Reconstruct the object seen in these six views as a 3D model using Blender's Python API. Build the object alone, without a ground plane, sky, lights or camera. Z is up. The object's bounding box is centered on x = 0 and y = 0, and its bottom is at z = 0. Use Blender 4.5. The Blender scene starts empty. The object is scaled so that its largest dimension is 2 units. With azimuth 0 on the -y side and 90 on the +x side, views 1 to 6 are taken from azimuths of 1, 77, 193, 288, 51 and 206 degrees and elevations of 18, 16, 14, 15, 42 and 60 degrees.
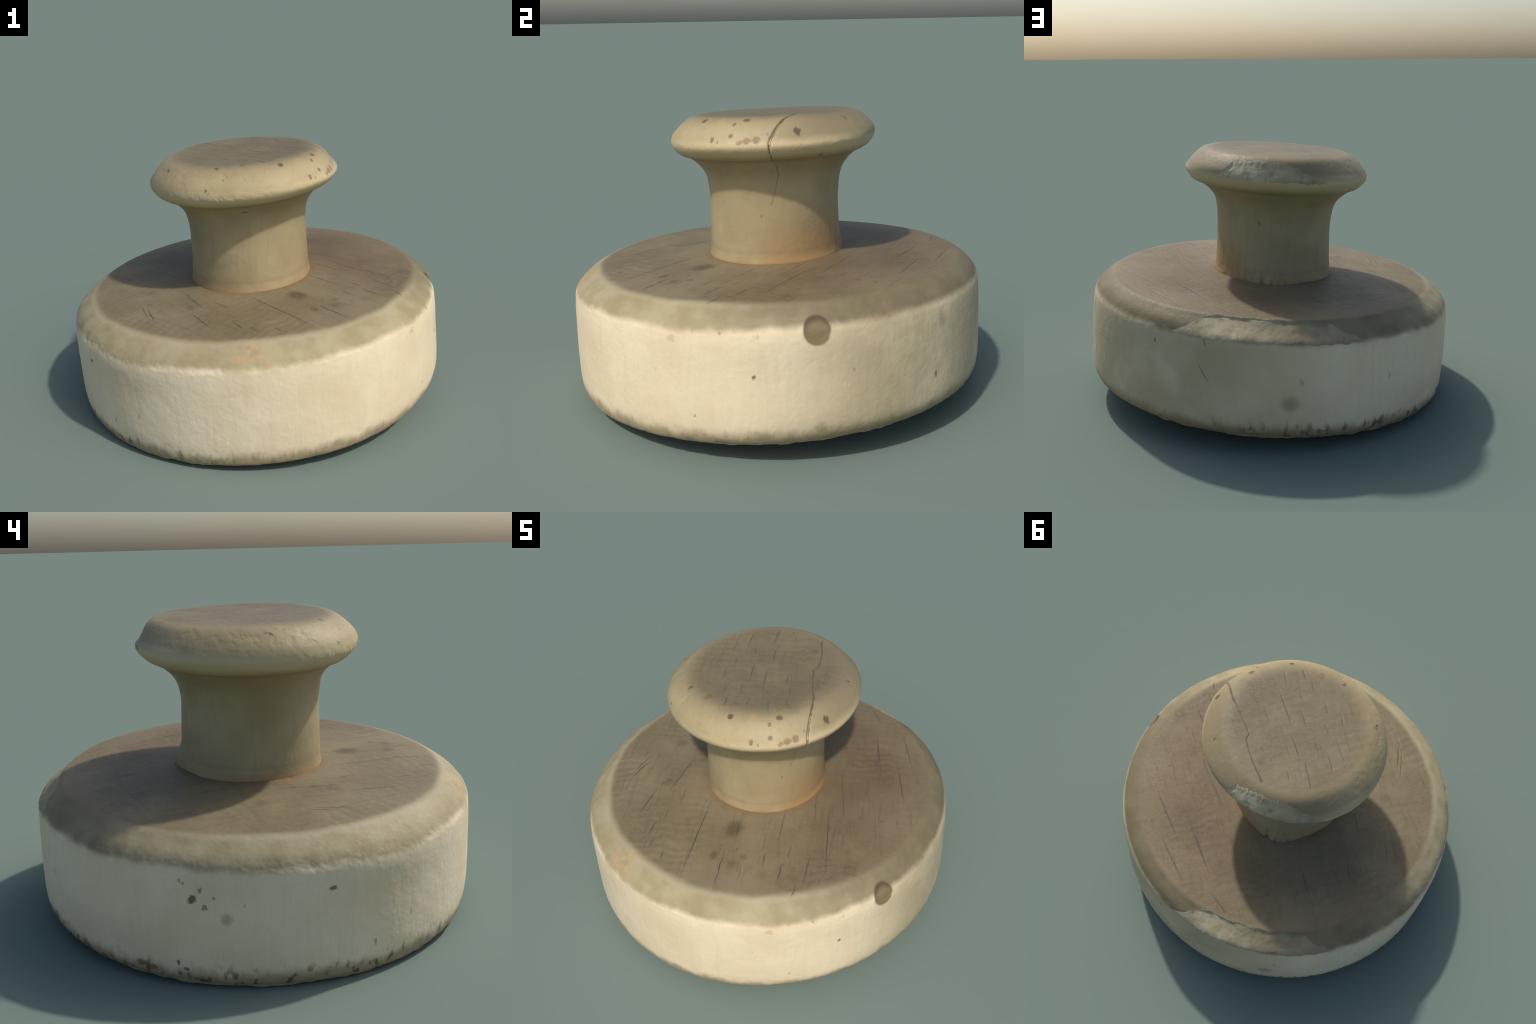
# A hand-turned wooden press: a thick round base with a bevelled shoulder, a short waisted
# neck and a flat mushroom knob, worn, checked along the grain, chipped at the back.
import math
import bpy
import numpy as np

TAU = 2 * math.pi

# ----------------------------------------------------------------------------------------
# Profiles.  Every control ring of the turning: centre, mean radius, tilt (dz/dx, dz/dy) and
# out-of-round terms (cos 2a, sin 2a, cos 3a, sin 3a).  The piece stands askew and is not round.
# ----------------------------------------------------------------------------------------
BASE_RINGS = [
    ("foot_edge", (-0.0003, 0.0001, 0.0593), 0.9487, (0.0517, 0.0318), (-0.0039, 0.0004, -0.0007, 0.0020)),
    ("foot_round", (0.0031, 0.0040, 0.0872), 0.9775, (0.0465, 0.0378), (-0.0050, -0.0037, -0.0011, 0.0021)),
    ("side_low", (0.0083, 0.0021, 0.1480), 0.9918, (0.0427, 0.0275), (-0.0027, -0.0027, 0.0011, 0.0002)),
    ("side_mid", (-0.0015, -0.0011, 0.3787), 0.9927, (0.0501, 0.0227), (-0.0018, -0.0028, -0.0001, 0.0009)),
    ("side_high", (-0.0080, -0.0026, 0.5150), 0.9875, (0.0575, 0.0195), (-0.0036, -0.0025, 0.0009, -0.0015)),
    ("shoulder_edge", (-0.0095, -0.0020, 0.5490), 0.9800, (0.0600, 0.0185), (-0.0052, -0.0040, 0.0010, -0.0005)),
    ("shoulder_round", (-0.0105, -0.0025, 0.5880), 0.9500, (0.0585, 0.0190), (-0.0056, 0.0000, -0.0020, -0.0010)),
    ("shoulder_mid", (-0.0116, -0.0035, 0.6200), 0.9075, (0.0573, 0.0195), (-0.0052, 0.0020, -0.0026, -0.0020)),
    ("shoulder_top", (-0.0126, 0.0010, 0.6355), 0.8810, (0.0556, 0.0185), (-0.0035, -0.0005, -0.0020, -0.0040)),
    ("rim_of_top", (-0.0140, 0.0000, 0.6408), 0.8580, (0.0545, 0.0158), (-0.0020, -0.0005, -0.0010, -0.0020)),
    ("top_outer", (-0.0170, 0.0000, 0.6495), 0.7400, (0.0535, 0.0145), (0.0, 0.0, 0.0, 0.0)),
    ("top_middle", (-0.0200, 0.0000, 0.6555), 0.5500, (0.0535, 0.0135), (0.0, 0.0, 0.0, 0.0)),
    ("top_inner", (-0.0210, 0.0020, 0.6610), 0.3500, (0.0520, 0.0175), (0.0, 0.0, 0.0, 0.0)),
    ("top_core", (-0.0210, 0.0020, 0.6615), 0.2600, (0.0520, 0.0175), (0.0, 0.0, 0.0, 0.0)),
]
STEM_RINGS = [
    ("root", (-0.0215, 0.0045, 0.6250), 0.3310, (0.0480, 0.0240), (-0.0010, -0.0020, 0.0009, 0.0006)),
    ("seam", (-0.0215, 0.0045, 0.6630), 0.3290, (0.0485, 0.0240), (-0.0010, -0.0030, 0.0009, 0.0006)),
    ("neck_foot", (-0.0225, 0.0040, 0.6900), 0.3235, (0.0510, 0.0250), (-0.0020, -0.0030, 0.0010, -0.0004)),
    ("neck_low", (-0.0247, -0.0002, 0.8249), 0.3164, (0.0543, 0.0251), (-0.0008, -0.0035, 0.0007, 0.0005)),
    ("neck_high", (-0.0298, -0.0011, 0.9975), 0.3184, (0.0565, 0.0239), (0.0003, -0.0022, -0.0011, -0.0009)),
    ("neck_flare", (-0.0364, -0.0007, 1.0752), 0.3415, (0.0586, 0.0249), (0.0010, -0.0020, 0.0009, -0.0032)),
    ("crease", (-0.0443, 0.0019, 1.1431), 0.4099, (0.0612, 0.0247), (0.0042, 0.0005, 0.0024, 0.0015)),
    ("under_lip", (-0.0425, 0.0008, 1.1540), 0.4371, (0.0619, 0.0275), (0.0055, 0.0030, 0.0022, 0.0020)),
    ("lip_mid", (-0.0410, 0.0007, 1.1740), 0.4680, (0.0618, 0.0292), (0.0041, 0.0008, 0.0014, 0.0005)),
    ("knob_rim", (-0.0425, -0.0004, 1.2166), 0.4950, (0.0626, 0.0314), (0.0033, -0.0046, 0.0007, -0.0011)),
    ("knob_shoulder", (-0.0430, -0.0027, 1.2566), 0.4810, (0.0617, 0.0235), (-0.0023, 0.0004, -0.0027, -0.0025)),
    ("knob_brow", (-0.0470, 0.0013, 1.3233), 0.4148, (0.0606, 0.0223), (-0.0022, -0.0041, 0.0020, -0.0062)),
    ("knob_top", (-0.0490, -0.0034, 1.3390), 0.3634, (0.0595, 0.0195), (-0.0032, -0.0038, 0.0029, -0.0056)),
    ("knob_flat", (-0.0450, -0.0025, 1.3410), 0.2000, (0.0575, 0.0230), (0.0000, 0.0000, 0.0000, 0.0000)),
]
BASE_STEPS = [12, 22, 56, 40, 16, 18, 18, 12, 10, 40, 60, 56, 5]
STEM_STEPS = [3, 10, 44, 48, 24, 34, 10, 14, 24, 20, 36, 20, 44]
BASE_AROUND, STEM_AROUND = 1536, 1024

# ----------------------------------------------------------------------------------------
# Marks read off the piece: drying checks along the grain, worm spots, stains
# ----------------------------------------------------------------------------------------
# (x0, y0, x1, y1, z, strength)
TOP_CHECKS = [
    (-0.053, -0.339, 0.314, -0.817, 0.63, 1.0), (-0.323, -0.509, -0.201, -0.725, 0.59, .8), (-0.389, -0.221, -0.249, -0.492, 0.60, .8),
    (-0.586, -0.36, -0.524, -0.549, 0.58, .6), (-0.103, -0.664, -0.041, -0.768, 0.60, .8), (0.288, -0.511, 0.476, -0.732, 0.63, .9),
    (0.446, -0.389, 0.527, -0.467, 0.63, .5), (0.43, -0.52, 0.513, -0.613, 0.63, .5), (-0.215, -0.397, -0.119, -0.51, 0.60, .6),
    (-0.133, -0.57, -0.079, -0.643, 0.60, .5), (-0.016, -0.739, 0.028, -0.801, 0.60, .6), (0.095, -0.755, 0.138, -0.81, 0.60, .7),
    (0.143, -0.293, 0.314, -0.479, 0.63, .4), (0.271, -0.1, 0.465, -0.33, 0.64, .6), (0.548, -0.356, 0.645, -0.477, 0.64, 1.0),
    (0.306, 0.079, 0.462, -0.074, 0.65, .6), (0.41, 0.075, 0.761, -0.27, 0.65, .8), (0.605, -0.228, 0.723, -0.374, 0.65, .8),
    (0.489, -0.253, 0.558, -0.337, 0.64, .6), (0.451, -0.387, 0.51, -0.452, 0.63, .5), (0.704, -0.4, 0.743, -0.469, 0.65, .7),
    (0.401, 0.185, 0.515, 0.076, 0.65, .6), (0.611, 0.242, 0.692, 0.151, 0.66, .5), (0.115, 0.714, 0.382, 0.484, 0.66, .7),
    (0.408, 0.586, 0.645, 0.39, 0.67, .9), (0.233, 0.813, 0.474, 0.633, 0.67, .8), (-0.072, 0.867, 0.075, 0.79, 0.65, .6),
    (0.226, 0.331, 0.517, 0.082, 0.65, .6), (-0.484, -0.595, -0.547, -0.413, 0.58, .8), (-0.02, -0.78, 0.01, -0.83, 0.60, .5),
    (-0.24, -0.60, -0.18, -0.70, 0.59, .4), (0.18, -0.66, 0.25, -0.75, 0.61, .4), (0.35, -0.30, 0.44, -0.40, 0.63, .4),
    (0.60, 0.0, 0.68, -0.08, 0.65, .4), (-0.45, -0.33, -0.40, -0.45, 0.59, .4), (0.388, 0.462, 0.136, 0.698, 0.66, .8),
    (-0.50, 0.25, -0.60, 0.40, 0.61, .5), (-0.30, 0.42, -0.40, 0.55, 0.62, .5), (-0.05, 0.48, -0.16, 0.60, 0.64, .4),
    (-0.66, 0.05, -0.72, 0.16, 0.59, .5), (-0.42, -0.05, -0.50, 0.08, 0.60, .5),
]
KNOB_CHECKS = [
    (0.12, -0.147, -0.029, 0.012, 1.342, .8), (0.164, -0.286, 0.097, -0.19, 1.344, .6), (0.082, -0.348, 0.026, -0.28, 1.337, .8),
    (-0.004, -0.287, -0.046, -0.23, 1.333, .7), (-0.015, -0.114, -0.106, -0.012, 1.336, .8), (-0.058, 0.071, -0.15, 0.167, 1.339, 1.0),
    (-0.175, 0.044, -0.221, 0.092, 1.332, .8), (-0.112, -0.208, -0.173, -0.134, 1.328, .6), (-0.215, -0.187, -0.269, -0.111, 1.324, .6),
    (-0.169, -0.084, -0.225, -0.03, 1.328, .6), (-0.266, 0.076, -0.338, 0.17, 1.326, .8), (0.151, -0.022, 0.082, 0.055, 1.348, .7),
    (0.24, -0.07, 0.18, -0.015, 1.352, .6), (0.287, -0.131, 0.231, -0.085, 1.354, .5), (-0.184, 0.176, -0.284, 0.31, 1.330, .9),
    (-0.121, 0.264, -0.169, 0.317, 1.340, .6), (-0.164, 0.213, -0.212, 0.267, 1.337, .5), (-0.015, 0.232, -0.048, 0.268, 1.346, .4),
    (0.26, -0.219, 0.179, -0.154, 1.349, .5), (-0.262, -0.032, -0.326, 0.043, 1.325, .5), (0.04, -0.212, -0.022, -0.147, 1.336, .6),
]
TOP_CHECKS = [(a, b, c, d, 0.655 + 0.054 * (a + c) / 2 + 0.015 * (b + d) / 2, min(1.0, k * 1.25)) for a, b, c, d, _, k in TOP_CHECKS]
KNOB_CHECKS = [(a, b, c, d, 1.341 + 0.0575 * (a + c) / 2 + 0.023 * (b + d) / 2, min(1.0, k * 1.1)) for a, b, c, d, _, k in KNOB_CHECKS]
# (x, y, z, half width, half height, strength, hue)   hue: d dark brown, s soft stain, y yellow, o orange, p pinkish brown
BASE_SPOTS = [
    (0.297, -0.592, 0.618, .024, .013, .8, "d"), (0.341, -0.481, 0.626, .010, .007, .6, "d"), (0.402, -0.56, 0.624, .020, .012, .45, "d"),
    (0.407, -0.488, 0.628, .019, .007, .5, "d"), (0.448, -0.563, 0.626, .010, .007, .4, "d"), (0.217, -0.402, 0.627, .048, .050, .75, "s"),
    (-0.326, -0.438, 0.596, .011, .011, .5, "d"), (-0.317, -0.473, 0.595, .009, .008, .4, "d"), (0.718, -0.024, 0.659, .018, .018, .45, "y"),
    (0.799, -0.181, 0.659, .022, .016, .5, "d"), (0.584, 0.134, 0.659, .018, .008, .4, "d"), (0.666, 0.205, 0.665, .013, .014, .8, "d"),
    (0.722, 0.473, 0.679, .010, .011, .7, "d"), (0.000, -0.925, 0.59, .050, .05, .75, "o"), (0.05, -0.955, 0.555, .045, .03, .55, "o"), (-0.045, -0.945, 0.57, .05, .025, .5, "o"),
    (0.944, -0.322, 0.416, .010, .012, .9, "d"), (0.839, -0.545, 0.232, .008, .009, .5, "d"), (0.729, -0.689, 0.403, .006, .008, .4, "d"),
    (0.772, -0.623, 0.546, .021, .018, .5, "y"), (0.804, -0.531, 0.584, .009, .010, .8, "d"), (0.930, -0.323, 0.564, .014, .010, .6, "o"),
    (0.932, -0.307, 0.581, .013, .015, .7, "o"), (0.874, -0.44, 0.587, .008, .007, .5, "d"), (0.872, 0.482, 0.31, .009, .018, .8, "d"),
    (0.968, 0.19, 0.484, .018, .020, .4, "y"), (0.995, -0.062, 0.194, .028, .026, .5, "s"), (0.989, 0.079, 0.424, .009, .012, .4, "s"),
    (0.832, 0.517, 0.542, .022, .048, .45, "s"), (-0.821, -0.562, 0.403, .017, .011, .9, "d"), (-0.694, -0.7, 0.143, .010, .018, .5, "d"),
    (-0.561, -0.818, 0.226, .007, .019, .3, "d"), (-0.996, -0.068, 0.378, .019, .020, 1.0, "d"), (-0.994, -0.101, 0.415, .010, .014, .8, "d"),
    (-0.99, -0.116, 0.346, .010, .014, .7, "d"), (-0.987, -0.149, 0.384, .008, .010, .6, "d"), (-0.998, -0.02, 0.446, .008, .008, .6, "d"),
    (-0.998, -0.036, 0.437, .008, .009, .6, "d"), (-0.974, -0.195, 0.301, .024, .026, .65, "s"), (-0.95, -0.26, 0.36, .008, .010, .4, "d"),
    (-0.966, 0.165, 0.078, .026, .016, .9, "d"), (-0.972, 0.111, 0.067, .022, .014, .9, "d"), (-0.98, 0.003, 0.105, .010, .011, .9, "d"),
    (-0.977, -0.028, 0.079, .012, .011, .9, "d"), (0.329, 0.932, 0.524, .010, .014, .7, "d"), (-0.332, 0.942, 0.262, .045, .040, .6, "s"),
    (-0.381, 0.921, 0.367, .011, .018, .5, "s"), (-0.756, 0.647, 0.327, .010, .017, .4, "s"), (-0.147, 0.982, 0.142, .014, .011, .8, "d"),
    (-0.55, -0.20, 0.60, .03, .02, .25, "s"), (-0.31, -0.45, 0.60, .03, .02, .25, "s"), (0.55, -0.50, 0.64, .03, .02, .2, "s"), (0.41, -0.56, 0.625, .035, .02, .35, "s"), (0.80, -0.15, 0.66, .04, .02, .3, "s"), (0.30, 0.60, 0.66, .03, .02, .2, "s"), (-0.60, 0.30, 0.61, .03, .02, .2, "s"), (0.314, 0.934, 0.144, .009, .010, .7, "d"), (-0.63, -0.70, 0.07, .020, .012, .7, "d"), (0.19, -0.945, 0.07, .014, .010, .7, "d"),
]
BASE_SPOTS = [q if math.hypot(q[0], q[1]) > 0.87 else (q[0], q[1], 0.657 + 0.054 * q[0] + 0.015 * q[1], *q[3:]) for q in BASE_SPOTS]  # those on the top face
KNOB_SPOTS = [
    (0.153, -0.358, 1.329, .014, .013, 1.0, "d"), (0.235, -0.288, 1.342, .018, .014, .5, "o"), (0.317, -0.199, 1.344, .017, .011, .9, "d"),
    (0.307, -0.252, 1.329, .010, .010, .7, "d"), (0.345, -0.277, 1.283, .011, .013, .7, "d"), (0.298, -0.351, 1.263, .011, .015, .7, "d"),
    (0.323, -0.332, 1.256, .006, .009, .6, "d"), (0.397, -0.217, 1.266, .024, .015, .85, "p"), (0.411, -0.18, 1.27, .017, .019, .85, "p"), (0.383, -0.245, 1.258, .018, .010, .7, "p"),
    (0.421, 0.001, 1.302, .018, .022, 1.0, "d"), (0.295, 0.257, 1.335, .010, .011, .9, "d"), (0.409, -0.128, 1.293, .007, .007, .4, "d"),
    (-0.159, -0.366, 1.321, .012, .009, .95, "d"), (-0.127, -0.44, 1.282, .006, .007, .6, "d"), (-0.032, -0.346, 1.332, .022, .006, .5, "d"),
    (0.016, 0.283, 1.35, .016, .012, .6, "d"), (-0.413, -0.221, 1.285, .012, .009, .9, "d"), (-0.417, -0.201, 1.29, .012, .007, .5, "d"),
    (-0.214, -0.452, 1.23, .007, .012, .7, "d"), (-0.2, -0.463, 1.218, .006, .006, .5, "d"), (0.398, 0.109, 1.191, .011, .014, .8, "d"),
    (-0.36, -0.23, 1.31, .02, .012, .4, "o"), (-0.06, -0.46, 1.255, .012, .008, .3, "o"),
]
# the long split that runs over the knob and down the neck (x, y, z)
SPLIT = [(-0.045, 0.385, 1.338), (0.048, 0.302, 1.352), (0.098, 0.25, 1.353), (0.14, 0.199, 1.354), (0.142, 0.164, 1.354), (0.204, 0.104, 1.355),
         (0.243, 0.068, 1.357), (0.315, 0.012, 1.359), (0.36, -0.038, 1.351), (0.391, -0.076, 1.326), (0.416, -0.106, 1.292), (0.437, -0.130, 1.258),
         (0.432, -0.127, 1.225), (0.412, -0.115, 1.198), (0.367, -0.096, 1.171), (0.329, -0.068, 1.132), (0.303, -0.057, 1.088), (0.288, -0.060, 1.046), (0.282, -0.070, 1.0), (0.276, -0.085, 0.95)]

# ----------------------------------------------------------------------------------------
# Geometry helpers
# ----------------------------------------------------------------------------------------


def smooth(a, b, x):
    t = np.clip((x - a) / (b - a), 0, 1)
    return t * t * (3 - 2 * t)


def hash01(i, j, k, seed):
    h = (i.astype(np.uint32) * np.uint32(374761393) + j.astype(np.uint32) * np.uint32(668265263) + k.astype(np.uint32) * np.uint32(2147483647) + np.uint32(seed * 974711 + 13))
    h = (h ^ (h >> np.uint32(13))) * np.uint32(1274126177)
    h = (h ^ (h >> np.uint32(16))) * np.uint32(2246822519)
    return ((h ^ (h >> np.uint32(15))) & np.uint32(0xFFFFFF)).astype(np.float32) / np.float32(0xFFFFFF)


def noise(p, scale, seed=0, octaves=1):
    """Smooth value noise in -1..1 on points p (n, 3)."""
    out, amp, tot = 0, 1.0, 0.0
    for o in range(octaves):
        q = p * (scale * 2**o) + 37.0 + 11.3 * o
        f0 = np.floor(q)
        f = (q - f0).astype(np.float32)
        f = f * f * f * (f * (f * 6 - 15) + 10)
        i = f0.astype(np.int64)
        v = 0
        for dx in (0, 1):
            wx = f[:, 0] if dx else 1 - f[:, 0]
            for dy in (0, 1):
                wy = f[:, 1] if dy else 1 - f[:, 1]
                for dz in (0, 1):
                    wz = f[:, 2] if dz else 1 - f[:, 2]
                    v = v + wx * wy * wz * hash01(i[:, 0] + dx, i[:, 1] + dy, i[:, 2] + dz, seed + o)
        out = out + amp * (v * 2 - 1)
        tot += amp
        amp *= 0.5
    return out / tot


def ring_points(rings, around):
    a = np.linspace(0, TAU, around, endpoint=False)
    out = []
    for _, c, r, t, e in rings:
        rad = r + e[0] * np.cos(2 * a) + e[1] * np.sin(2 * a) + e[2] * np.cos(3 * a) + e[3] * np.sin(3 * a)
        x, y = rad * np.cos(a), rad * np.sin(a)
        out.append(np.stack([c[0] + x, c[1] + y, c[2] + t[0] * x + t[1] * y], -1))
    return np.array(out)


def loft(rings, steps):
    """Smooth lengthwise interpolation through the rings; returns points and the ring coordinate of each row."""
    P = np.concatenate([2 * rings[:1] - rings[1:2], rings, 2 * rings[-1:] - rings[-2:-1]])
    d = np.sqrt(np.linalg.norm(np.diff(P, axis=0), axis=-1).mean(1)) + 1e-6
    rows, s = [], []
    for i in range(1, len(rings)):
        p0, p1, p2, p3 = P[i - 1 : i + 3]
        d0, d1, d2 = d[i - 1 : i + 2]
        m1 = ((p1 - p0) / d0 - (p2 - p0) / (d0 + d1) + (p2 - p1) / d1) * d1
        m2 = ((p2 - p1) / d1 - (p3 - p1) / (d1 + d2) + (p3 - p2) / d2) * d1
        t = np.linspace(0, 1, steps[i - 1], endpoint=False)
        tt = t[:, None, None]
        rows.append((((2 * p1 - 2 * p2 + m1 + m2) * tt + (-3 * p1 + 3 * p2 - 2 * m1 - m2)) * tt + m1) * tt + p1)
        s.append(i - 1 + t)
    rows.append(rings[-1:])
    s.append(np.array([len(rings) - 1.0]))
    return np.concatenate(rows), np.concatenate(s)


def grid_normals(G):
    du = np.roll(G, -1, 1) - np.roll(G, 1, 1)
    dv = np.empty_like(G)
    dv[1:-1] = G[2:] - G[:-2]
    dv[0], dv[-1] = G[1] - G[0], G[-1] - G[-2]
    n = np.cross(du, dv)
    return n / (np.linalg.norm(n, axis=-1, keepdims=True) + 1e-12)


def seg_dist(p, a, b):
    ab = b - a
    t = np.clip(((p - a) @ ab) / (ab @ ab), 0, 1)
    return np.linalg.norm(p - a - t[:, None] * ab, axis=1), t


def groove(p, checks, depth, width):
    """Depth of the drying checks at points p: tapering slots along each segment."""
    out = np.zeros(len(p))
    for x0, y0, x1, y1, z, k in checks:
        a, b = np.array([x0, y0]), np.array([x1, y1])
        lo, hi = np.minimum(a, b) - 0.03, np.maximum(a, b) + 0.03
        m = np.where((p[:, 0] > lo[0]) & (p[:, 0] < hi[0]) & (p[:, 1] > lo[1]) & (p[:, 1] < hi[1]) & (abs(p[:, 2] - z) < 0.08))[0]
        if len(m):
            d, t = seg_dist(p[m, :2], a, b)
            out[m] = np.maximum(out[m], depth * k * np.exp(-((d / width) ** 2)) * np.clip(4 * t * (1 - t) * 1.6, 0, 1))
    return out


def split_profile(p):
    """Distance to the long split, and how far along it."""
    d, along = np.full(len(p), 9.0), np.zeros(len(p))
    pts = np.array(SPLIT)
    near = np.where((p[:, 0] > -0.1) & (p[:, 2] > 0.9))[0]
    for i in range(len(pts) - 1):
        di, t = seg_dist(p[near], pts[i], pts[i + 1])
        m = di < d[near]
        d[near[m]] = di[m]
        along[near[m]] = (i + t[m]) / (len(pts) - 1)
    return d, along


def make_object(name, verts, normals, quads, tris, material, parent, others=(), slot=None):
    """A part cut out of a larger skin: only the vertices it uses, with the whole skin's normals."""
    used = np.unique(np.concatenate([quads.ravel(), tris.ravel()])) if len(tris) else np.unique(quads)
    remap = np.full(len(verts), -1, np.int64)
    remap[used] = np.arange(len(used))
    me = bpy.data.meshes.new(name)
    loops = np.concatenate([remap[quads].ravel(), remap[tris].ravel()]) if len(tris) else remap[quads].ravel()
    counts = np.concatenate([np.full(len(quads), 4), np.full(len(tris), 3)])
    me.vertices.add(len(used))
    me.vertices.foreach_set("co", verts[used].astype(np.float32).ravel())
    me.loops.add(len(loops))
    me.loops.foreach_set("vertex_index", loops.astype(np.int32))
    me.polygons.add(len(counts))
    me.polygons.foreach_set("loop_start", np.concatenate([[0], np.cumsum(counts)[:-1]]).astype(np.int32))
    me.polygons.foreach_set("use_smooth", np.ones(len(counts), bool))
    me.update(calc_edges=True)
    me.validate()
    me.normals_split_custom_set_from_vertices(normals[used].astype(np.float32))
    me.materials.append(material)
    if others:  # zones of the same part with marks of their own
        for o in others:
            me.materials.append(o)
        me.polygons.foreach_set("material_index", np.concatenate([slot, np.zeros(len(tris))]).astype(np.int32))
    ob = bpy.data.objects.new(name, me)
    bpy.context.scene.collection.objects.link(ob)
    ob.parent = parent
    return ob


def skin(G, cap_first, cap_last):
    """Vertices, normals and faces of a lofted grid, closed with caps at the given centres."""
    R, A, _ = G.shape
    verts = np.concatenate([G.reshape(-1, 3), [cap_first, cap_last]])
    idx = np.arange(R * A).reshape(R, A)
    a, b = idx[:-1], idx[1:]
    quads = np.stack([a, np.roll(a, -1, 1), np.roll(b, -1, 1), b], -1).reshape(-1, 4)
    n = R * A
    t0 = np.stack([np.roll(idx[0], -1), idx[0], np.full(A, n)], -1)
    t1 = np.stack([idx[-1], np.roll(idx[-1], -1), np.full(A, n + 1)], -1)
    N = grid_normals(G).reshape(-1, 3)
    return verts, N, quads, t0, t1


def on_skin(path, rings, steps, around):
    """The path laid onto the turned surface, with extra points where it runs over the curve of the rim."""
    skin_points = loft(ring_points(rings, around), steps)[0].reshape(-1, 3)
    pts = []
    for i, q in enumerate(path):
        if i and (8 <= i <= 14):
            pts.append(tuple((np.array(path[i - 1]) + np.array(q)) / 2))
        pts.append(q)
    return [tuple(skin_points[((skin_points - np.array(q)) ** 2).sum(1).argmin()]) if 2 <= i and q[2] < 1.35 or math.hypot(q[0], q[1]) > 0.34 else q for i, q in enumerate(pts)]


SPLIT = on_skin(SPLIT, STEM_RINGS, STEM_STEPS, 512)

# ----------------------------------------------------------------------------------------
# Material helpers
# ----------------------------------------------------------------------------------------


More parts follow.
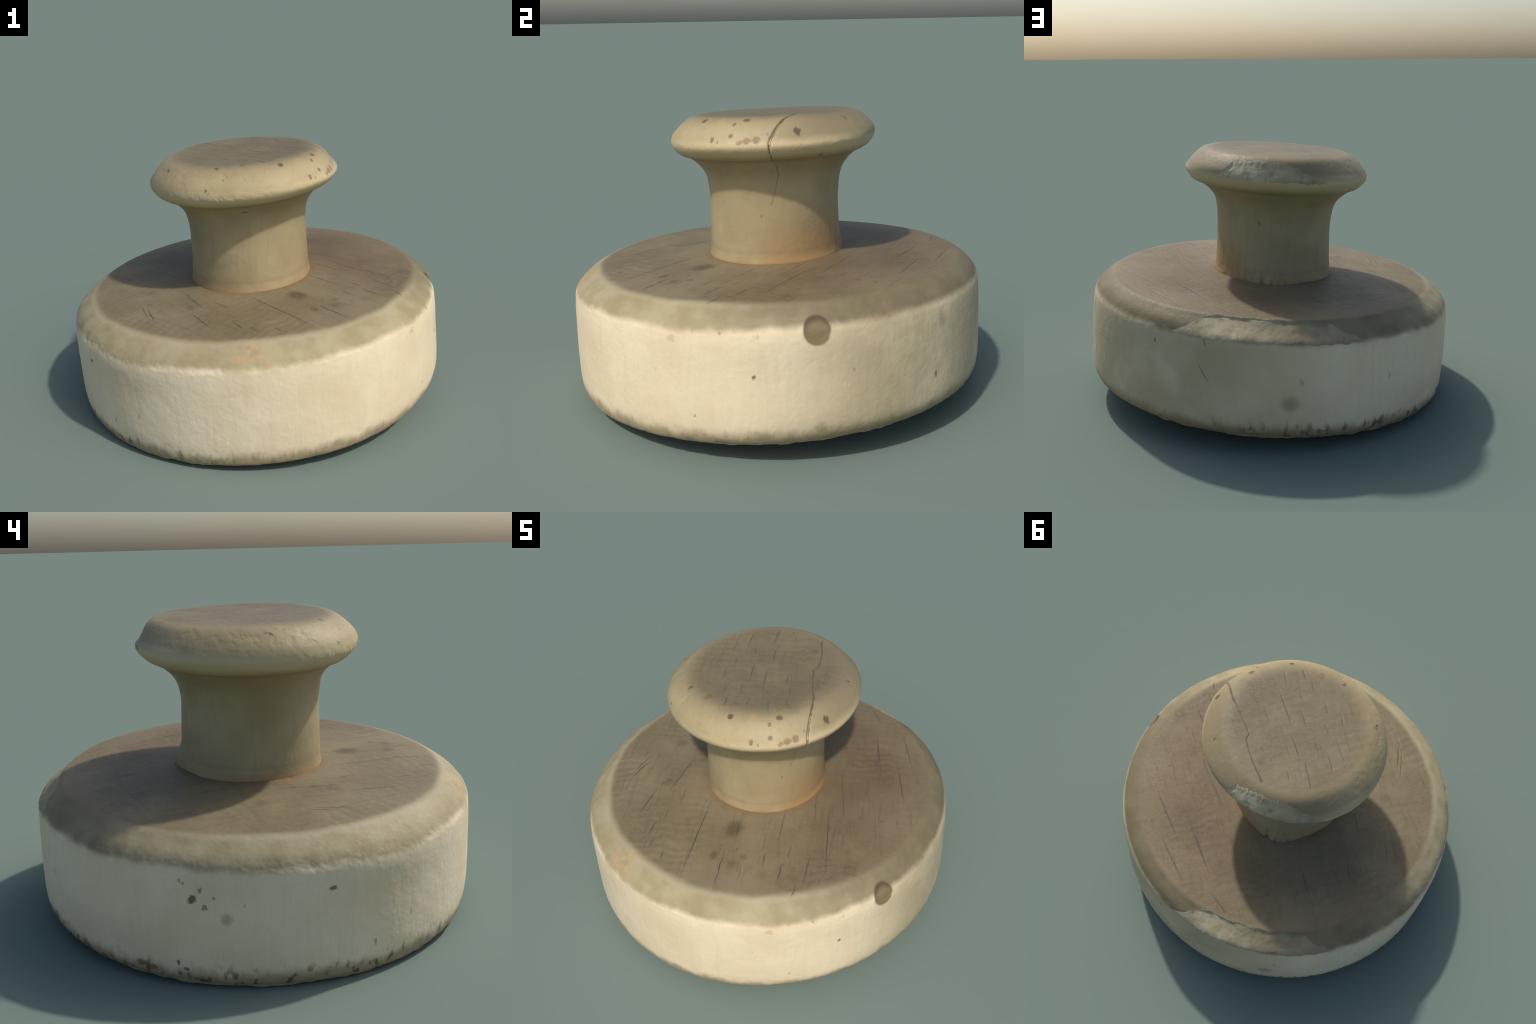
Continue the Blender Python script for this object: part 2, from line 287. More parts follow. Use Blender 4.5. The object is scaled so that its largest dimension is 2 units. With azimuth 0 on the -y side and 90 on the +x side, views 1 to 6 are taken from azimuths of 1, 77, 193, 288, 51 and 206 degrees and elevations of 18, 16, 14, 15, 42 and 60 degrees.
class Nodes:
    def __init__(self, name):
        self.mat = bpy.data.materials.new(name)
        self.mat.use_nodes = True
        self.t = self.mat.node_tree
        self.t.nodes.clear()
        self.obj = self.new("ShaderNodeTexCoord").outputs["Object"]
        s = self.new("ShaderNodeSeparateXYZ")
        self.link(self.obj, s.inputs[0])
        self.x, self.y, self.z = s.outputs

    def new(self, kind, **props):
        n = self.t.nodes.new(kind)
        for k, v in props.items():
            setattr(n, k, v)
        return n

    def link(self, a, b):
        if hasattr(a, "is_output"):
            self.t.links.new(a, b)
        else:
            b.default_value = a

    def math(self, op, a, b=None, c=None, clamp=False):
        n = self.new("ShaderNodeMath", operation=op, use_clamp=clamp)
        for s, v in zip(n.inputs, (a, b, c)):
            if v is not None:
                self.link(v, s)
        return n.outputs[0]

    def add(self, a, b):
        return self.math("ADD", a, b)

    def sub(self, a, b):
        return self.math("SUBTRACT", a, b)

    def mul(self, a, b, clamp=False):
        return self.math("MULTIPLY", a, b, clamp=clamp)

    def vmath(self, op, a, b=None):
        n = self.new("ShaderNodeVectorMath", operation=op)
        self.link(a, n.inputs[0])
        if b is not None:
            self.link(b, n.inputs[1])
        return n.outputs["Value" if op in ("LENGTH", "DOT_PRODUCT", "DISTANCE") else "Vector"]

    def step(self, v, lo, hi, to0=0.0, to1=1.0):
        n = self.new("ShaderNodeMapRange", interpolation_type="SMOOTHSTEP")
        for k, w in zip(("Value", "From Min", "From Max", "To Min", "To Max"), (v, lo, hi, to0, to1)):
            self.link(w, n.inputs[k])
        return n.outputs[0]

    def noise(self, scale, detail=3.0, rough=0.55, vec=None, stretch=None, dist=0.0):
        v = vec or self.obj
        if stretch:
            v = self.vmath("MULTIPLY", v, stretch)
        n = self.new("ShaderNodeTexNoise")
        self.link(v, n.inputs["Vector"])
        n.inputs["Scale"].default_value = scale
        n.inputs["Detail"].default_value = detail
        n.inputs["Roughness"].default_value = rough
        n.inputs["Distortion"].default_value = dist
        return n.outputs["Fac"], n.outputs["Color"]

    def place(self, vec, loc, rot, scale):
        n = self.new("ShaderNodeMapping", vector_type="TEXTURE")
        self.link(vec, n.inputs["Vector"])
        n.inputs["Location"].default_value = loc
        n.inputs["Rotation"].default_value = rot
        n.inputs["Scale"].default_value = scale
        return n.outputs[0]

    def mix(self, fac, a, b, blend="MIX"):
        n = self.new("ShaderNodeMix", data_type="RGBA", blend_type=blend)
        self.link(fac, n.inputs[0])
        for s, v in ((n.inputs[6], a), (n.inputs[7], b)):
            if hasattr(v, "is_output"):
                self.link(v, s)
            else:
                s.default_value = (*v, 1)
        return n.outputs[2]

    def spots(self, vec, spots, hues):
        """Strongest of the listed spots of the given hues; each lies on the skin, wider or taller."""
        out = None
        for x, y, z, w, h, k, hue in spots:
            if hue not in hues:
                continue
            a = math.atan2(y, x)
            soft = (1.4, 0.35) if hue in "so" else (1.2, 0.55)
            v = self.vmath("LENGTH", self.place(vec, (x, y, z), (0, 0, a), (max(w, h) * 1.3, w, h)))
            m = self.step(v, soft[0], soft[1], 0.0, k)
            out = m if out is None else self.math("MAXIMUM", out, m)
        return out

    def checks(self, vec, checks, width):
        out = None
        for x0, y0, x1, y1, z, k in checks:
            L, a = math.hypot(x1 - x0, y1 - y0) / 2, math.atan2(y1 - y0, x1 - x0)
            v = self.vmath("LENGTH", self.place(vec, ((x0 + x1) / 2, (y0 + y1) / 2, z), (0, 0, a), (L * 1.3, width * (0.62 + 0.4 * k), 0.09)))
            m = self.step(v, 1.0, 0.15, 0.0, k)
            out = m if out is None else self.math("MAXIMUM", out, m)
        return out

    def finish(self, colour, rough, bump, strength):
        b = self.new("ShaderNodeBsdfPrincipled")
        self.link(colour, b.inputs["Base Color"])
        self.link(rough, b.inputs["Roughness"])
        b.inputs["Specular IOR Level"].default_value = 0.25
        n = self.new("ShaderNodeBump")
        n.inputs["Strength"].default_value = strength
        n.inputs["Distance"].default_value = 0.004
        self.link(bump, n.inputs["Height"])
        self.link(n.outputs[0], b.inputs["Normal"])
        o = self.new("ShaderNodeOutputMaterial")
        self.link(b.outputs[0], o.inputs["Surface"])
        return self.mat


GRAIN = math.radians(-47)  # direction of the rays and checks on the end grain
SIDE = (0.74, 0.62, 0.42)
BEVEL = (0.40, 0.335, 0.195)
END = (0.178, 0.141, 0.077)
NECK = (0.40, 0.315, 0.165)
KNOB = (0.50, 0.41, 0.235)
DARK = (0.120, 0.082, 0.048)
CHECK = (0.085, 0.070, 0.052)
STAIN = (0.30, 0.205, 0.115)
ORANGE = (0.52, 0.30, 0.13)


def end_grain(m, base, low, light):
    """End grain: cloudy brown with faint growth bands across the rays."""
    g = m.place(m.obj, (0, 0, 0), (0, 0, GRAIN), (1, 1, 1))
    cloud, _ = m.noise(3.2, 4, 0.6)
    bands = m.new("ShaderNodeTexWave", wave_type="BANDS", bands_direction="X", wave_profile="SIN")
    m.link(g, bands.inputs["Vector"])
    for k, v in (("Scale", 6.0), ("Distortion", 9.0), ("Detail", 3.0), ("Detail Scale", 0.8)):
        bands.inputs[k].default_value = v
    where = m.step(m.noise(2.4, 2)[0], 0.42, 0.62)
    streak, _ = m.noise(1.0, 4, 0.6, vec=g, stretch=(6, 48, 9))
    fine, _ = m.noise(1.0, 4, 0.65, vec=g, stretch=(120, 28, 60))
    col = m.mix(m.step(cloud, 0.3, 0.72), low, light)
    col = m.mix(m.mul(where, m.mul(bands.outputs["Fac"], 0.34)), col, tuple(c * 0.62 for c in base))
    col = m.mix(m.step(streak, 0.50, 0.72, 0.0, 0.40), col, tuple(c * 0.6 for c in base))
    col = m.mix(m.step(fine, 0.35, 0.75, 0.0, 0.35), col, tuple(min(1, c * 1.45) for c in base))
    short, _ = m.noise(1.0, 2, 0.5, vec=g, stretch=(11, 85, 11))
    col = m.mix(m.step(short, 0.68, 0.73, 0.0, 0.4), col, CHECK)
    return col, streak


def base_material(name, zone):
    """One look for the whole base; each zone (side, shoulder, top) carries its own marks."""
    m = Nodes(name)
    n_edge, _ = m.noise(9, 4)
    n_big, _ = m.noise(2.2, 3)
    _, wcol = m.noise(28, 2)
    warp = m.vmath("ADD", m.obj, m.vmath("MULTIPLY", m.vmath("SUBTRACT", wcol, (0.5, 0.5, 0.5)), (0.010, 0.010, 0.010)))
    # --- where on the turning a point lies
    blotchy = m.vmath("ADD", warp, m.vmath("MULTIPLY", m.vmath("SUBTRACT", m.noise(70, 2)[1], (0.5, 0.5, 0.5)), (0.024, 0.024, 0.024)))
    rho = m.vmath("LENGTH", m.vmath("MULTIPLY", m.vmath("SUBTRACT", m.obj, (-0.0078, 0.007, 0)), (1, 1, 0)))
    rho_n = m.add(rho, m.mul(m.sub(n_edge, 0.5), 0.016))

    def above(c, t):  # height above the tilted plane of a ring
        return m.sub(m.z, m.add(c[2] - t[0] * c[0] - t[1] * c[1], m.add(m.mul(m.x, t[0]), m.mul(m.y, t[1]))))

    lift = above(BASE_RINGS[5][1], BASE_RINGS[5][3])
    foot = above(BASE_RINGS[0][1], BASE_RINGS[0][3])
    ang = m.math("ARCTAN2", m.y, m.x)
    on_top = m.step(m.add(rho_n, m.mul(m.sub(n_big, 0.5), 0.055)), 0.898, 0.850)
    on_bevel = m.step(m.add(lift, m.add(m.mul(m.sub(n_edge, 0.5), 0.020), m.mul(m.sub(n_big, 0.5), 0.050))), -0.014, 0.020)
    # --- side: long grain, pale, with faint upright streaks
    streak, _ = m.noise(1.0, 4, 0.6, stretch=(34, 34, 3.2))
    pores, _ = m.noise(1.0, 3, 0.6, stretch=(110, 110, 22))
    side = m.mix(m.step(n_big, 0.35, 0.7), (0.79, 0.67, 0.465), (0.72, 0.585, 0.385))
    side = m.mix(m.step(streak, 0.45, 0.75, 0.0, 0.20), side, (0.60, 0.47, 0.30))
    side = m.mix(m.step(pores, 0.58, 0.74, 0.0, 0.14), side, (0.42, 0.30, 0.17))
    # the +x, +y quarter is tinted darker olive with the scan's back shade
    painted_shade = m.mul(m.step(m.vmath("DOT_PRODUCT", m.obj, (0.62, 0.78, 0)), 0.25, 0.85), m.step(m.noise(3.2, 4)[0], 0.25, 0.6, 0.45, 1.0))
    side = m.mix(m.mul(painted_shade, 0.75), side, (0.37, 0.305, 0.170))
    # grime line round the foot
    ragged = m.add(foot, m.add(m.mul(m.sub(streak, 0.5), 0.055), m.mul(m.sub(n_edge, 0.5), 0.07)))
    grime = m.step(ragged, 0.098, 0.040)
    side = m.mix(m.mul(grime, 0.78), side, (0.265, 0.198, 0.108))
    blot, _ = m.noise(26, 3, stretch=(1, 1, 0.55))
    left = m.step(m.x, 0.3, -0.75)
    side = m.mix(m.mul(m.mul(m.step(foot, 0.125, 0.04), m.step(blot, 0.53, 0.64)), m.add(0.15, m.mul(left, 0.75))), side, (0.115, 0.075, 0.042))
    side = m.mix(m.step(foot, 0.022, 0.008, 0.0, 0.7), side, (0.50, 0.37, 0.24))
    # --- bevel: creamy at the front, brown like the top at the back
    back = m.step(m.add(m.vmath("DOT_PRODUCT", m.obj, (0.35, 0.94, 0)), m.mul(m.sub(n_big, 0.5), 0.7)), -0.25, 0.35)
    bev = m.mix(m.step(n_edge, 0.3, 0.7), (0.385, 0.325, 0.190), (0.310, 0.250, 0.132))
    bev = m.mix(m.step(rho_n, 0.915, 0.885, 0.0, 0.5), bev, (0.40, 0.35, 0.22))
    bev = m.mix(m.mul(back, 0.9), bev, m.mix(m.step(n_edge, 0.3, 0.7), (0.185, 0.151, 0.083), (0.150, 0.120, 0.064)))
    worn = m.mul(m.step(m.math("ABSOLUTE", lift), 0.030, 0.004), m.step(m.noise(15, 4)[0], 0.38, 0.62))
    # --- end grain
    top, tstreak = end_grain(m, END, (0.170, 0.133, 0.071), (0.222, 0.178, 0.100))
    # a redder, darker quarter towards +x +y, where hands and oil have stained the top
    ruddy = m.mul(m.step(m.add(m.vmath("DOT_PRODUCT", m.obj, (0.80, 0.60, 0)), m.mul(m.sub(n_big, 0.5), 0.5)), 0.08, 0.42), m.step(rho, 0.86, 0.60, 0.25, 1.0))
    top = m.mix(m.mul(ruddy, 0.60), top, m.mix(1.0, top, (0.70, 0.58, 0.58), "MULTIPLY"))
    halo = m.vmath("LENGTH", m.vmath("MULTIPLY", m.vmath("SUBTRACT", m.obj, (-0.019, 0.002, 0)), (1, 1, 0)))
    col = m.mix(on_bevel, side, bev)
    col = m.mix(m.mul(worn, 0.24), col, (0.60, 0.47, 0.29))
    col = m.mix(on_top, col, top)
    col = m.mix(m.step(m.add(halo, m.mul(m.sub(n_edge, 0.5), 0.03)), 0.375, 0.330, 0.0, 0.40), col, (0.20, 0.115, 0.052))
    # --- marks
    upper = zone != "side"
    if upper:
        outer = [max(math.hypot(q[0], q[1]), math.hypot(q[2], q[3])) > 0.80 for q in TOP_CHECKS]
        lines = [q for q, o in zip(TOP_CHECKS, outer) if o or zone == "top"]
        col = m.mix(m.checks(warp, lines, 0.0050), col, CHECK)
    far = [math.hypot(q[0], q[1]) for q in BASE_SPOTS]
    marks = [q for q, r in zip(BASE_SPOTS, far) if (r < 0.90 and q[2] > 0.55 if zone == "top" else r > 0.76 and q[2] > 0.5 if zone == "shoulder" else r > 0.85 and q[2] < 0.62)]
    for hues, c in (("s", STAIN), ("y", (0.50, 0.36, 0.17) if zone == "side" else (0.17, 0.115, 0.045)), ("o", (0.50, 0.325, 0.16)), ("d", DARK)):
        if hues == "d" and not upper:
            c = (0.185, 0.130, 0.080)
        s = m.spots(blotchy, marks, hues)
        if s is None:
            continue
        if hues == "o":
            s = m.mul(s, m.step(m.noise(24, 4)[0], 0.38, 0.6))
        if hues == "s":
            s = m.mul(s, 1.0)
            col = m.mix(s, col, m.mix(1.0, col, (0.45, 0.42, 0.38), "MULTIPLY"))
        else:
            col = m.mix(s, col, c)
    # round knot on the +x shoulder, darker at its upper rim
    kv = m.place(warp, (0.972, -0.069, 0.596), (0, 0, math.radians(-4)), (0.11, 0.057, 0.060))
    kd = m.vmath("LENGTH", kv)
    ks = m.new("ShaderNodeSeparateXYZ")
    m.link(kv, ks.inputs[0])
    knot = m.mix(m.step(m.add(m.mul(kd, 0.8), m.mul(ks.outputs[2], 0.45)), 0.45, 1.0), (0.190, 0.136, 0.066), (0.098, 0.060, 0.032))
    col = m.mix(m.step(m.add(kd, m.mul(m.sub(n_edge, 0.5), 0.25)), 1.10, 0.86, 0.0, 0.94), col, knot)
    # fine hairline scratches on the back
    for a, b in () if upper else (((0.111, 0.988, 0.468), (0.036, 0.998, 0.337)), ((0.066, 0.973, 0.575), (0.059, 0.988, 0.527))):
        mid = [(p + q) / 2 for p, q in zip(a, b)]
        tilt = math.atan2(b[0] - a[0], b[2] - a[2])
        d = m.vmath("LENGTH", m.place(warp, mid, (0, tilt, 0), (0.005, 0.05, 0.08 if a[2] < 0.5 else 0.03)))
        col = m.mix(m.step(d, 1.0, 0.2, 0.0, 0.6), col, DARK)
    grain, _ = m.noise(90, 4, 0.65)
    bump = m.add(m.mul(grain, 0.5), m.add(m.mul(streak, 0.5), m.mul(tstreak, 0.4)))
    return m.finish(col, m.step(grain, 0.2, 0.8, 0.5, 0.68), bump, 0.35)


def stem_material():
    m = Nodes("aged_wood_stem")
    n_edge, _ = m.noise(11, 4)
    n_big, _ = m.noise(3.0, 3)
    _, wcol = m.noise(30, 2)
    warp = m.vmath("ADD", m.obj, m.vmath("MULTIPLY", m.vmath("SUBTRACT", wcol, (0.5, 0.5, 0.5)), (0.009, 0.009, 0.009)))
    blotchy = m.vmath("ADD", warp, m.vmath("MULTIPLY", m.vmath("SUBTRACT", m.noise(75, 2)[1], (0.5, 0.5, 0.5)), (0.022, 0.022, 0.022)))
    rho = m.vmath("LENGTH", m.vmath("MULTIPLY", m.vmath("SUBTRACT", m.obj, (-0.043, 0.0, 0)), (1, 1, 0)))

    def above(c, t):
        return m.sub(m.z, m.add(c[2] - t[0] * c[0] - t[1] * c[1], m.add(m.mul(m.x, t[0]), m.mul(m.y, t[1]))))

    up = above(STEM_RINGS[1][1], STEM_RINGS[1][3])  # height above the seam
    lip = above(STEM_RINGS[6][1], STEM_RINGS[6][3])  # height above the crease under the knob
    streak, _ = m.noise(1.0, 4, 0.6, stretch=(40, 40, 5))
    # neck
    neck = m.mix(m.step(n_big, 0.32, 0.7), (0.400, 0.322, 0.182), (0.325, 0.250, 0.132))
    neck = m.mix(m.step(streak, 0.5, 0.75, 0.0, 0.35), neck, (0.29, 0.205, 0.098))
    warm = m.mul(m.step(m.vmath("DOT_PRODUCT", m.obj, (0.9, 0.43, 0)), 0.13, 0.30), m.step(m.add(up, m.mul(m.sub(n_big, 0.5), 0.25)), 0.30, 0.02))
    neck = m.mix(m.mul(warm, 0.75), neck, (0.34, 0.195, 0.075))
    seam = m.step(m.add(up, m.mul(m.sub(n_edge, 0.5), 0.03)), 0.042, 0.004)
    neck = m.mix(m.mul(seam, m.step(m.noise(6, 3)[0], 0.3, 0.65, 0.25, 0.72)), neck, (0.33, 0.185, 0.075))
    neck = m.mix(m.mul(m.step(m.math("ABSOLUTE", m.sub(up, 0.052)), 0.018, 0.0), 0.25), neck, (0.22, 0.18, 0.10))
    # knob: side grain on the rim, end grain on the flat
    knob = m.mix(m.step(n_big, 0.3, 0.7), (0.430, 0.350, 0.195), (0.345, 0.270, 0.140))
    freck, _ = m.noise(42, 3, 0.6)
    knob = m.mix(m.step(freck, 0.56, 0.72, 0.0, 0.35), knob, (0.33, 0.23, 0.115))
    knob = m.mix(m.step(m.math("ABSOLUTE", m.sub(m.add(lip, m.mul(m.sub(n_edge, 0.5), 0.03)), 0.062)), 0.060, 0.010, 0.0, 0.75), knob, (0.60, 0.475, 0.275))  # rim band lightened in colour where sunlight brightens the knob's edge
    top, tstreak = end_grain(m, END, (0.148, 0.118, 0.066), (0.198, 0.162, 0.092))
    fade = m.add(rho, m.add(m.mul(m.sub(n_big, 0.5), 0.11), m.mul(m.sub(n_edge, 0.5), 0.04)))
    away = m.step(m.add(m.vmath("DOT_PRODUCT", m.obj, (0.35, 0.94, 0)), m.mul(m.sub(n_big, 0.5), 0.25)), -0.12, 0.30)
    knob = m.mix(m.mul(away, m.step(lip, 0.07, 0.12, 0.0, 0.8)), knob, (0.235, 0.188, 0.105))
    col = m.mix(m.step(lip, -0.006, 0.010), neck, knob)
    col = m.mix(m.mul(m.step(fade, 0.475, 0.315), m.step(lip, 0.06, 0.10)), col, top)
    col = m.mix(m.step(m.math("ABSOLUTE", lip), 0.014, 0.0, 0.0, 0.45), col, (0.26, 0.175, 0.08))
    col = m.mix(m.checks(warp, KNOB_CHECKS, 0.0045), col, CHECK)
    for hues, c in (("p", (0.235, 0.155, 0.088)), ("o", (0.40, 0.27, 0.12)), ("d", DARK)):
        col = m.mix(m.spots(blotchy, KNOB_SPOTS, hues), col, c)
    # small pits in the neck, and the dark line of the long split
    pit = m.spots(warp, [(-0.03, -0.345, 1.098, .020, .006, .9, "d"), (-0.055, -0.335, 1.088, .010, .005, .7, "d"), (0.265, -0.13, 0.90, .006, .009, .4, "d"), (-0.03, 0.33, 0.98, .012, .02, .5, "d")], "d")
    col = m.mix(pit, col, DARK)
    crack = None
    n = len(SPLIT)
    for i in range(n - 1):
        a, b = np.array(SPLIT[i]), np.array(SPLIT[i + 1])
        L = np.linalg.norm(b - a)
        u = (b - a) / L
        v = m.vmath("SUBTRACT", warp, tuple((a + b) / 2))
        t = m.vmath("DOT_PRODUCT", v, tuple(u))
        tc = m.new("ShaderNodeClamp")
        m.link(t, tc.inputs[0])
        tc.inputs[1].default_value, tc.inputs[2].default_value = -L / 2, L / 2
        sc = m.new("ShaderNodeVectorMath", operation="SCALE")
        sc.inputs[0].default_value = tuple(u)
        m.link(tc.outputs[0], sc.inputs["Scale"])
        d = m.vmath("LENGTH", m.vmath("SUBTRACT", v, sc.outputs[0]))
        f = (i + 0.5) / (n - 1)
        k = 0.55 + 0.4 * math.exp(-(((f - 0.52) / 0.18) ** 2)) - max(0, f - 0.8) * 1.6
        w = 0.0052 + 0.0042 * math.exp(-(((f - 0.5) / 0.18) ** 2))
        c = m.step(d, w, w * 0.35, 0.0, k)
        crack = c if crack is None else m.math("MAXIMUM", crack, c)
    col = m.mix(crack, col, (0.075, 0.045, 0.030))
    grain, _ = m.noise(95, 4, 0.65)
    bump = m.add(m.mul(grain, 0.5), m.add(m.mul(streak, 0.3), m.mul(tstreak, 0.4)))
    return m.finish(col, m.step(grain, 0.2, 0.8, 0.46, 0.64), bump, 0.3)


def chip_material(name, k):
    m = Nodes(name)
    big, _ = m.noise(9, 4, 0.6, dist=0.6)
    fib, _ = m.noise(1.0, 4, 0.6, stretch=(26, 26, 8))
    col = m.mix(m.step(big, 0.3, 0.7), (0.42 * k, 0.365 * k, 0.235 * k), (0.31 * k, 0.258 * k, 0.145 * k))
    col = m.mix(m.step(fib, 0.52, 0.72, 0.0, 0.5), col, (0.21, 0.155, 0.078))
    col = m.mix(m.step(m.x, -0.05, -0.40, 0.0, 0.6), col, (0.19, 0.155, 0.090))
    pits = m.spots(m.obj, [(0.142, 0.915, 0.622, .010, .006, .9, "d"), (0.085, 0.935, 0.60, .010, .005, .8, "d"), (0.03, 0.44, 1.27, .012, .01, .7, "d"), (-0.30, 0.395, 1.27, .02, .012, .8, "d")], "d")
    col = m.mix(pits, col, DARK)
    grain, _ = m.noise(60, 5, 0.7)
    return m.finish(col, 0.7, m.add(m.mul(grain, 0.5), fib), 0.4)


# ----------------------------------------------------------------------------------------
# Build
# ----------------------------------------------------------------------------------------
stamp = bpy.data.objects.new("wooden_press", None)
bpy.context.scene.collection.objects.link(stamp)
stamp["label"] = "worn pale turned wooden press, round base, mushroom knob handle"
stamp["category"] = "wooden press"

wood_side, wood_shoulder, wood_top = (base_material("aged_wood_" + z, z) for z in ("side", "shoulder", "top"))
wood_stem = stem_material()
wood_chip, wood_flake = chip_material("broken_wood", 1.2), chip_material("broken_wood_pale", 1.3)


def build_base():
    G, s = loft(ring_points(BASE_RINGS, BASE_AROUND), BASE_STEPS)
    # plain faced underside, a touch hollow, in a few rows
    foot, hollow = G[0], np.array([-0.0075, -0.0064, 0.062])
    under = np.array([hollow + (foot - hollow) * f for f in (0.12, 0.3, 0.5, 0.7, 0.85, 0.93, 0.97, 0.99)])
    G = np.concatenate([under, G])
    s = np.concatenate([np.linspace(-1, -0.02, 8), s])
    R, A, _ = G.shape
    N = grid_normals(G).reshape(-1, 3)
    p = G.reshape(-1, 3)
    S = np.repeat(s, A)
    a = np.tile(np.linspace(0, TAU, A, endpoint=False), R)
    deg = np.degrees(a)
    d = 0.0022 * noise(p, 4, 1, 2) + 0.0008 * noise(p, 22, 5, 2) + 0.0003 * noise(p, 75, 8)
    # upright tool and grain marks on the side
    d += 0.0004 * noise(p * np.array([1, 1, 0.12]), 42, 12, 2) * smooth(0.3, 1.2, S) * smooth(5.4, 4.6, S)
    # crumbled shoulder edge, worst to the front and left
    front = 0.35 + 0.65 * smooth(-0.2, 0.8, -0.75 * p[:, 1] - 0.65 * p[:, 0])
    d -= front * np.exp(-(((S - 5.1) / 0.7) ** 2)) * (0.0050 * np.clip(noise(p, 13, 20, 4) + 0.05, 0, 1) + 0.0010 * noise(p, 55, 24, 2))
    # ragged foot
    d += 0.006 * np.exp(-((S / 0.35) ** 2)) * noise(p, 20, 30, 3)
    d -= 0.004 * smooth(0.1, 0.5, S) * smooth(1.6, 0.9, S) * np.clip(noise(p * np.array([1, 1, 0.4]), 30, 33, 2), 0, 1)
    # faint ripples on the end grain and the drying checks
    d += 0.0006 * noise(p, 13, 40, 2) * smooth(8.5, 9.5, S)
    d -= groove(p, TOP_CHECKS, 0.0020, 0.0042) * (S > 7.5)
    d += 0.0015 * np.exp(-(((deg - 70) / 38) ** 2)) * np.exp(-(((S - 7.6) / 1.3) ** 2))
    # shallow dish of the knot
    kd = np.linalg.norm(p - np.array([0.972, -0.069, 0.596]), axis=1)
    d -= 0.004 * smooth(0.062, 0.030, kd)
    # the broken-out piece of the shoulder at the back
    inner = np.interp(deg, [75, 79, 82, 85, 88, 95, 102, 107, 110, 114, 118, 121, 124, 127, 131],
                      [4.9, 5.8, 6.7, 7.7, 8.3, 8.35, 8.3, 8.05, 7.75, 8.0, 7.7, 7.2, 6.5, 5.8, 4.9])
    inner = inner + 0.30 * noise(np.stack([deg * 0.05, S * 0.10, 0 * a], 1), 10, 51, 3)
    low = 5.0 + 0.14 * noise(np.stack([deg * 0.05, 0 * a, 0 * a], 1), 9, 55, 2)
    inside = (S < inner) & (S > low) & (deg > 74) & (deg < 132)
    depth = 0.0120 * smooth(0, 0.55, inner - S) * smooth(0.0, 1.3, S - low) * (0.75 + 0.75 * noise(p, 8, 60, 2)) * smooth(76, 93, deg) * smooth(130, 112, deg) ** 0.5 + 0.0012 * noise(p, 30, 62, 2)
    d -= np.where(inside, np.maximum(depth, 0), 0)
    G = (p + N * d[:, None]).reshape(R, A, 3)
    # the foot is worn away under the +x +y quarter and runs a little fuller towards +y
    low_band = smooth(1.3, 0.2, s)[:, None]
    da = np.degrees(np.linspace(0, TAU, A, endpoint=False))[None]
    G[..., 2] += 0.011 * np.exp(-(((da - 47) / 38) ** 2)) * low_band
    fuller = 1 + 0.007 * np.exp(-(((da - 70) / 42) ** 2)) * low_band + 0.007 * np.exp(-(((da - 182) / 60) ** 2)) * np.exp(-(((s[:, None] - 5.3) / 1.2) ** 2))
    G[..., :2] *= fuller[..., None]
    G[..., 2] = np.maximum(G[..., 2], 0.0)
    verts, N2, quads, t0, t1 = skin(G, hollow, np.array([-0.019, 0.0022, 0.66]))
    N2 = np.concatenate([N2, [[0, 0, -1], [0, 0, 1]]])
    chip_face = inside[quads].all(1)
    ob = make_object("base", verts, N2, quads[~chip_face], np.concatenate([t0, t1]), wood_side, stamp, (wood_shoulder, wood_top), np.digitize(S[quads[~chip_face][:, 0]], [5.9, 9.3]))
    make_object("chip_scar", verts, N2, quads[chip_face], np.zeros((0, 3), int), wood_chip, ob)


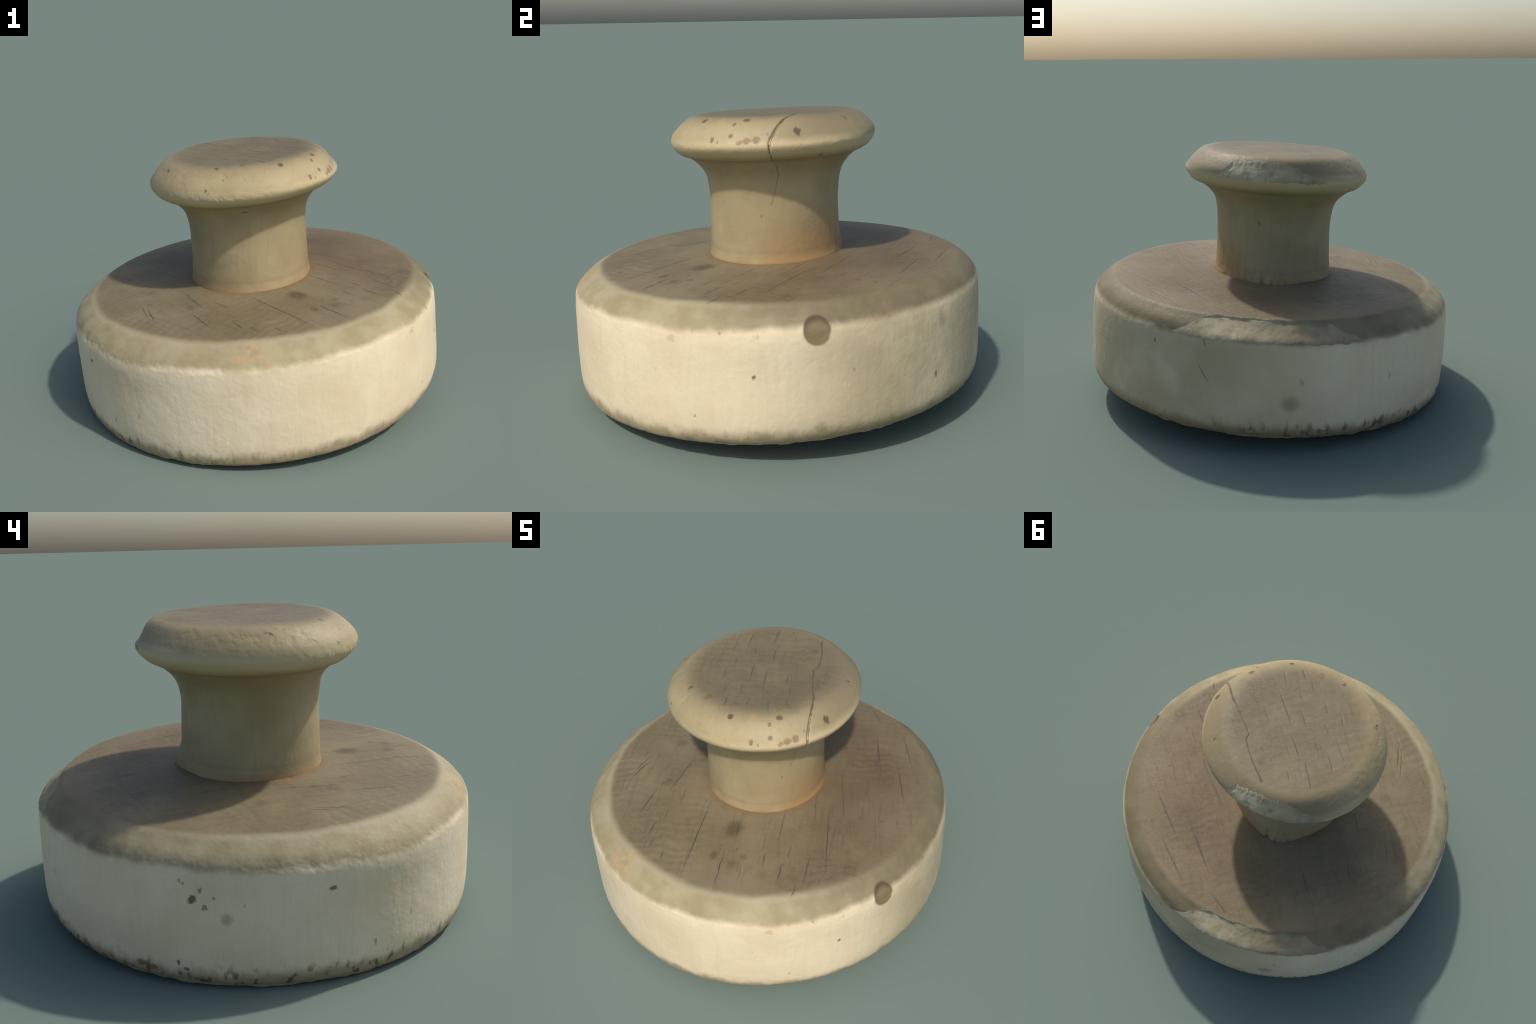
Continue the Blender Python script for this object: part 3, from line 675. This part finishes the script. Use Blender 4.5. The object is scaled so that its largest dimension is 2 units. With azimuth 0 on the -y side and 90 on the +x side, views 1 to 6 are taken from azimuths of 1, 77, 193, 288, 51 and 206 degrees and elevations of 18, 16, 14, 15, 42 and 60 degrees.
def build_stem():
    G, s = loft(ring_points(STEM_RINGS, STEM_AROUND), STEM_STEPS)
    flat, centre = G[-1], np.array([-0.0440, -0.0025, 1.3395])
    cap = np.array([centre + (flat - centre) * f for f in np.linspace(1, 0.02, 50)[1:]])
    G = np.concatenate([G, cap])
    s = np.concatenate([s, len(STEM_RINGS) - 1 + np.linspace(0, 1, 50)[1:]])
    R, A, _ = G.shape
    N = grid_normals(G).reshape(-1, 3)
    p = G.reshape(-1, 3)
    S = np.repeat(s, A)
    a = np.tile(np.linspace(0, TAU, A, endpoint=False), R)
    deg = np.degrees(a)
    d = 0.0014 * noise(p, 7, 101, 2) + 0.0006 * noise(p, 30, 105, 2) + 0.0002 * noise(p, 90, 108)
    # bruised rim and brow of the knob, more on the -x, -y side
    side = 0.35 + 0.65 * smooth(0.0, 0.45, -0.7 * p[:, 0] - 0.7 * p[:, 1])
    d -= 0.0030 * side * np.exp(-(((S - 9.0) / 0.45) ** 2)) * np.clip(noise(p, 34, 110, 3) + 0.1, 0, 1)
    d -= 0.004 * side * np.exp(-(((S - 10.8) / 0.7) ** 2)) * np.clip(noise(p, 24, 114, 3), 0, 1)
    d -= groove(p, KNOB_CHECKS, 0.0018, 0.0036) * (S > 10.8)
    dist, along = split_profile(p)
    width = 0.0035 + 0.0025 * np.exp(-(((along - 0.5) / 0.2) ** 2))
    d -= (0.0035 + 0.0045 * np.exp(-(((along - 0.52) / 0.2) ** 2))) * np.exp(-((dist / width) ** 2)) * smooth(1.0, 0.85, along)
    # torn wood where the knob lost a flake at the back, and a scuffed back of the neck
    inner = np.interp(deg, [64, 68, 74, 79, 90, 100, 111, 118, 124, 130, 135], [8.7, 9.5, 10.5, 10.75, 10.85, 10.8, 10.7, 10.4, 10.0, 9.6, 8.7])
    inner = inner + 0.16 * noise(np.stack([deg * 0.05, 0 * a, 0 * a], 1), 16, 130, 3)
    low = 8.95 + 0.12 * noise(np.stack([deg * 0.05, 0 * a, 0 * a], 1), 9, 135, 2)
    inside = (S < inner) & (S > low) & (deg > 62) & (deg < 142)
    depth = 0.007 * smooth(0, 0.4, inner - S) * smooth(0, 0.9, S - low) * (0.75 + 0.5 * noise(p, 16, 140, 3)) + 0.0009 * noise(p, 30, 142, 2)
    d -= np.where(inside, np.maximum(depth, 0), 0)
    d += 0.009 * np.exp(-(((deg - 142) / 26) ** 2)) * np.exp(-(((S - 9.4) / 1.6) ** 2))
    d -= 0.011 * np.exp(-(((deg - 141) / 17) ** 2)) * smooth(0.86, 0.74, p[:, 2] - 0.05 * p[:, 0] - 0.024 * p[:, 1]) * (S < 4)
    # ragged fin of glue and torn fibre at the back of the neck's foot
    z0 = p[:, 2] - 0.05 * p[:, 0] - 0.024 * p[:, 1]
    d += 0.026 * np.exp(-(((deg - 104) / 19) ** 2)) * smooth(0.80, 0.655, z0) ** 1.6 * (1 + 0.5 * noise(np.stack([deg * 0.05, z0 * 2, 0 * a], 1), 7, 160, 2)) * (S < 4)
    back = smooth(0.10, 0.26, p[:, 1] * 0.97 - p[:, 0] * 0.25)
    d += back * smooth(4.6, 3.6, S) * 0.004 * noise(p * np.array([1, 1, 0.35]), 22, 150, 3)
    G = (p + N * d[:, None]).reshape(R, A, 3)
    verts, N2, quads, t0, t1 = skin(G, np.array([-0.019, 0.0022, 0.625]), centre)
    N2 = np.concatenate([N2, [[0, 0, -1], [0, 0, 1]]])
    row = (np.arange(len(quads)) // A)
    knob_face = s[row] >= 5.999
    chip_face = inside[quads].all(1)
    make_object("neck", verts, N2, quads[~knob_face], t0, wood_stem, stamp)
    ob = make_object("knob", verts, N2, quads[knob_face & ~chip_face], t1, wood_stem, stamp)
    make_object("chip_scar", verts, N2, quads[chip_face], np.zeros((0, 3), int), wood_flake, ob)


build_base()
build_stem()
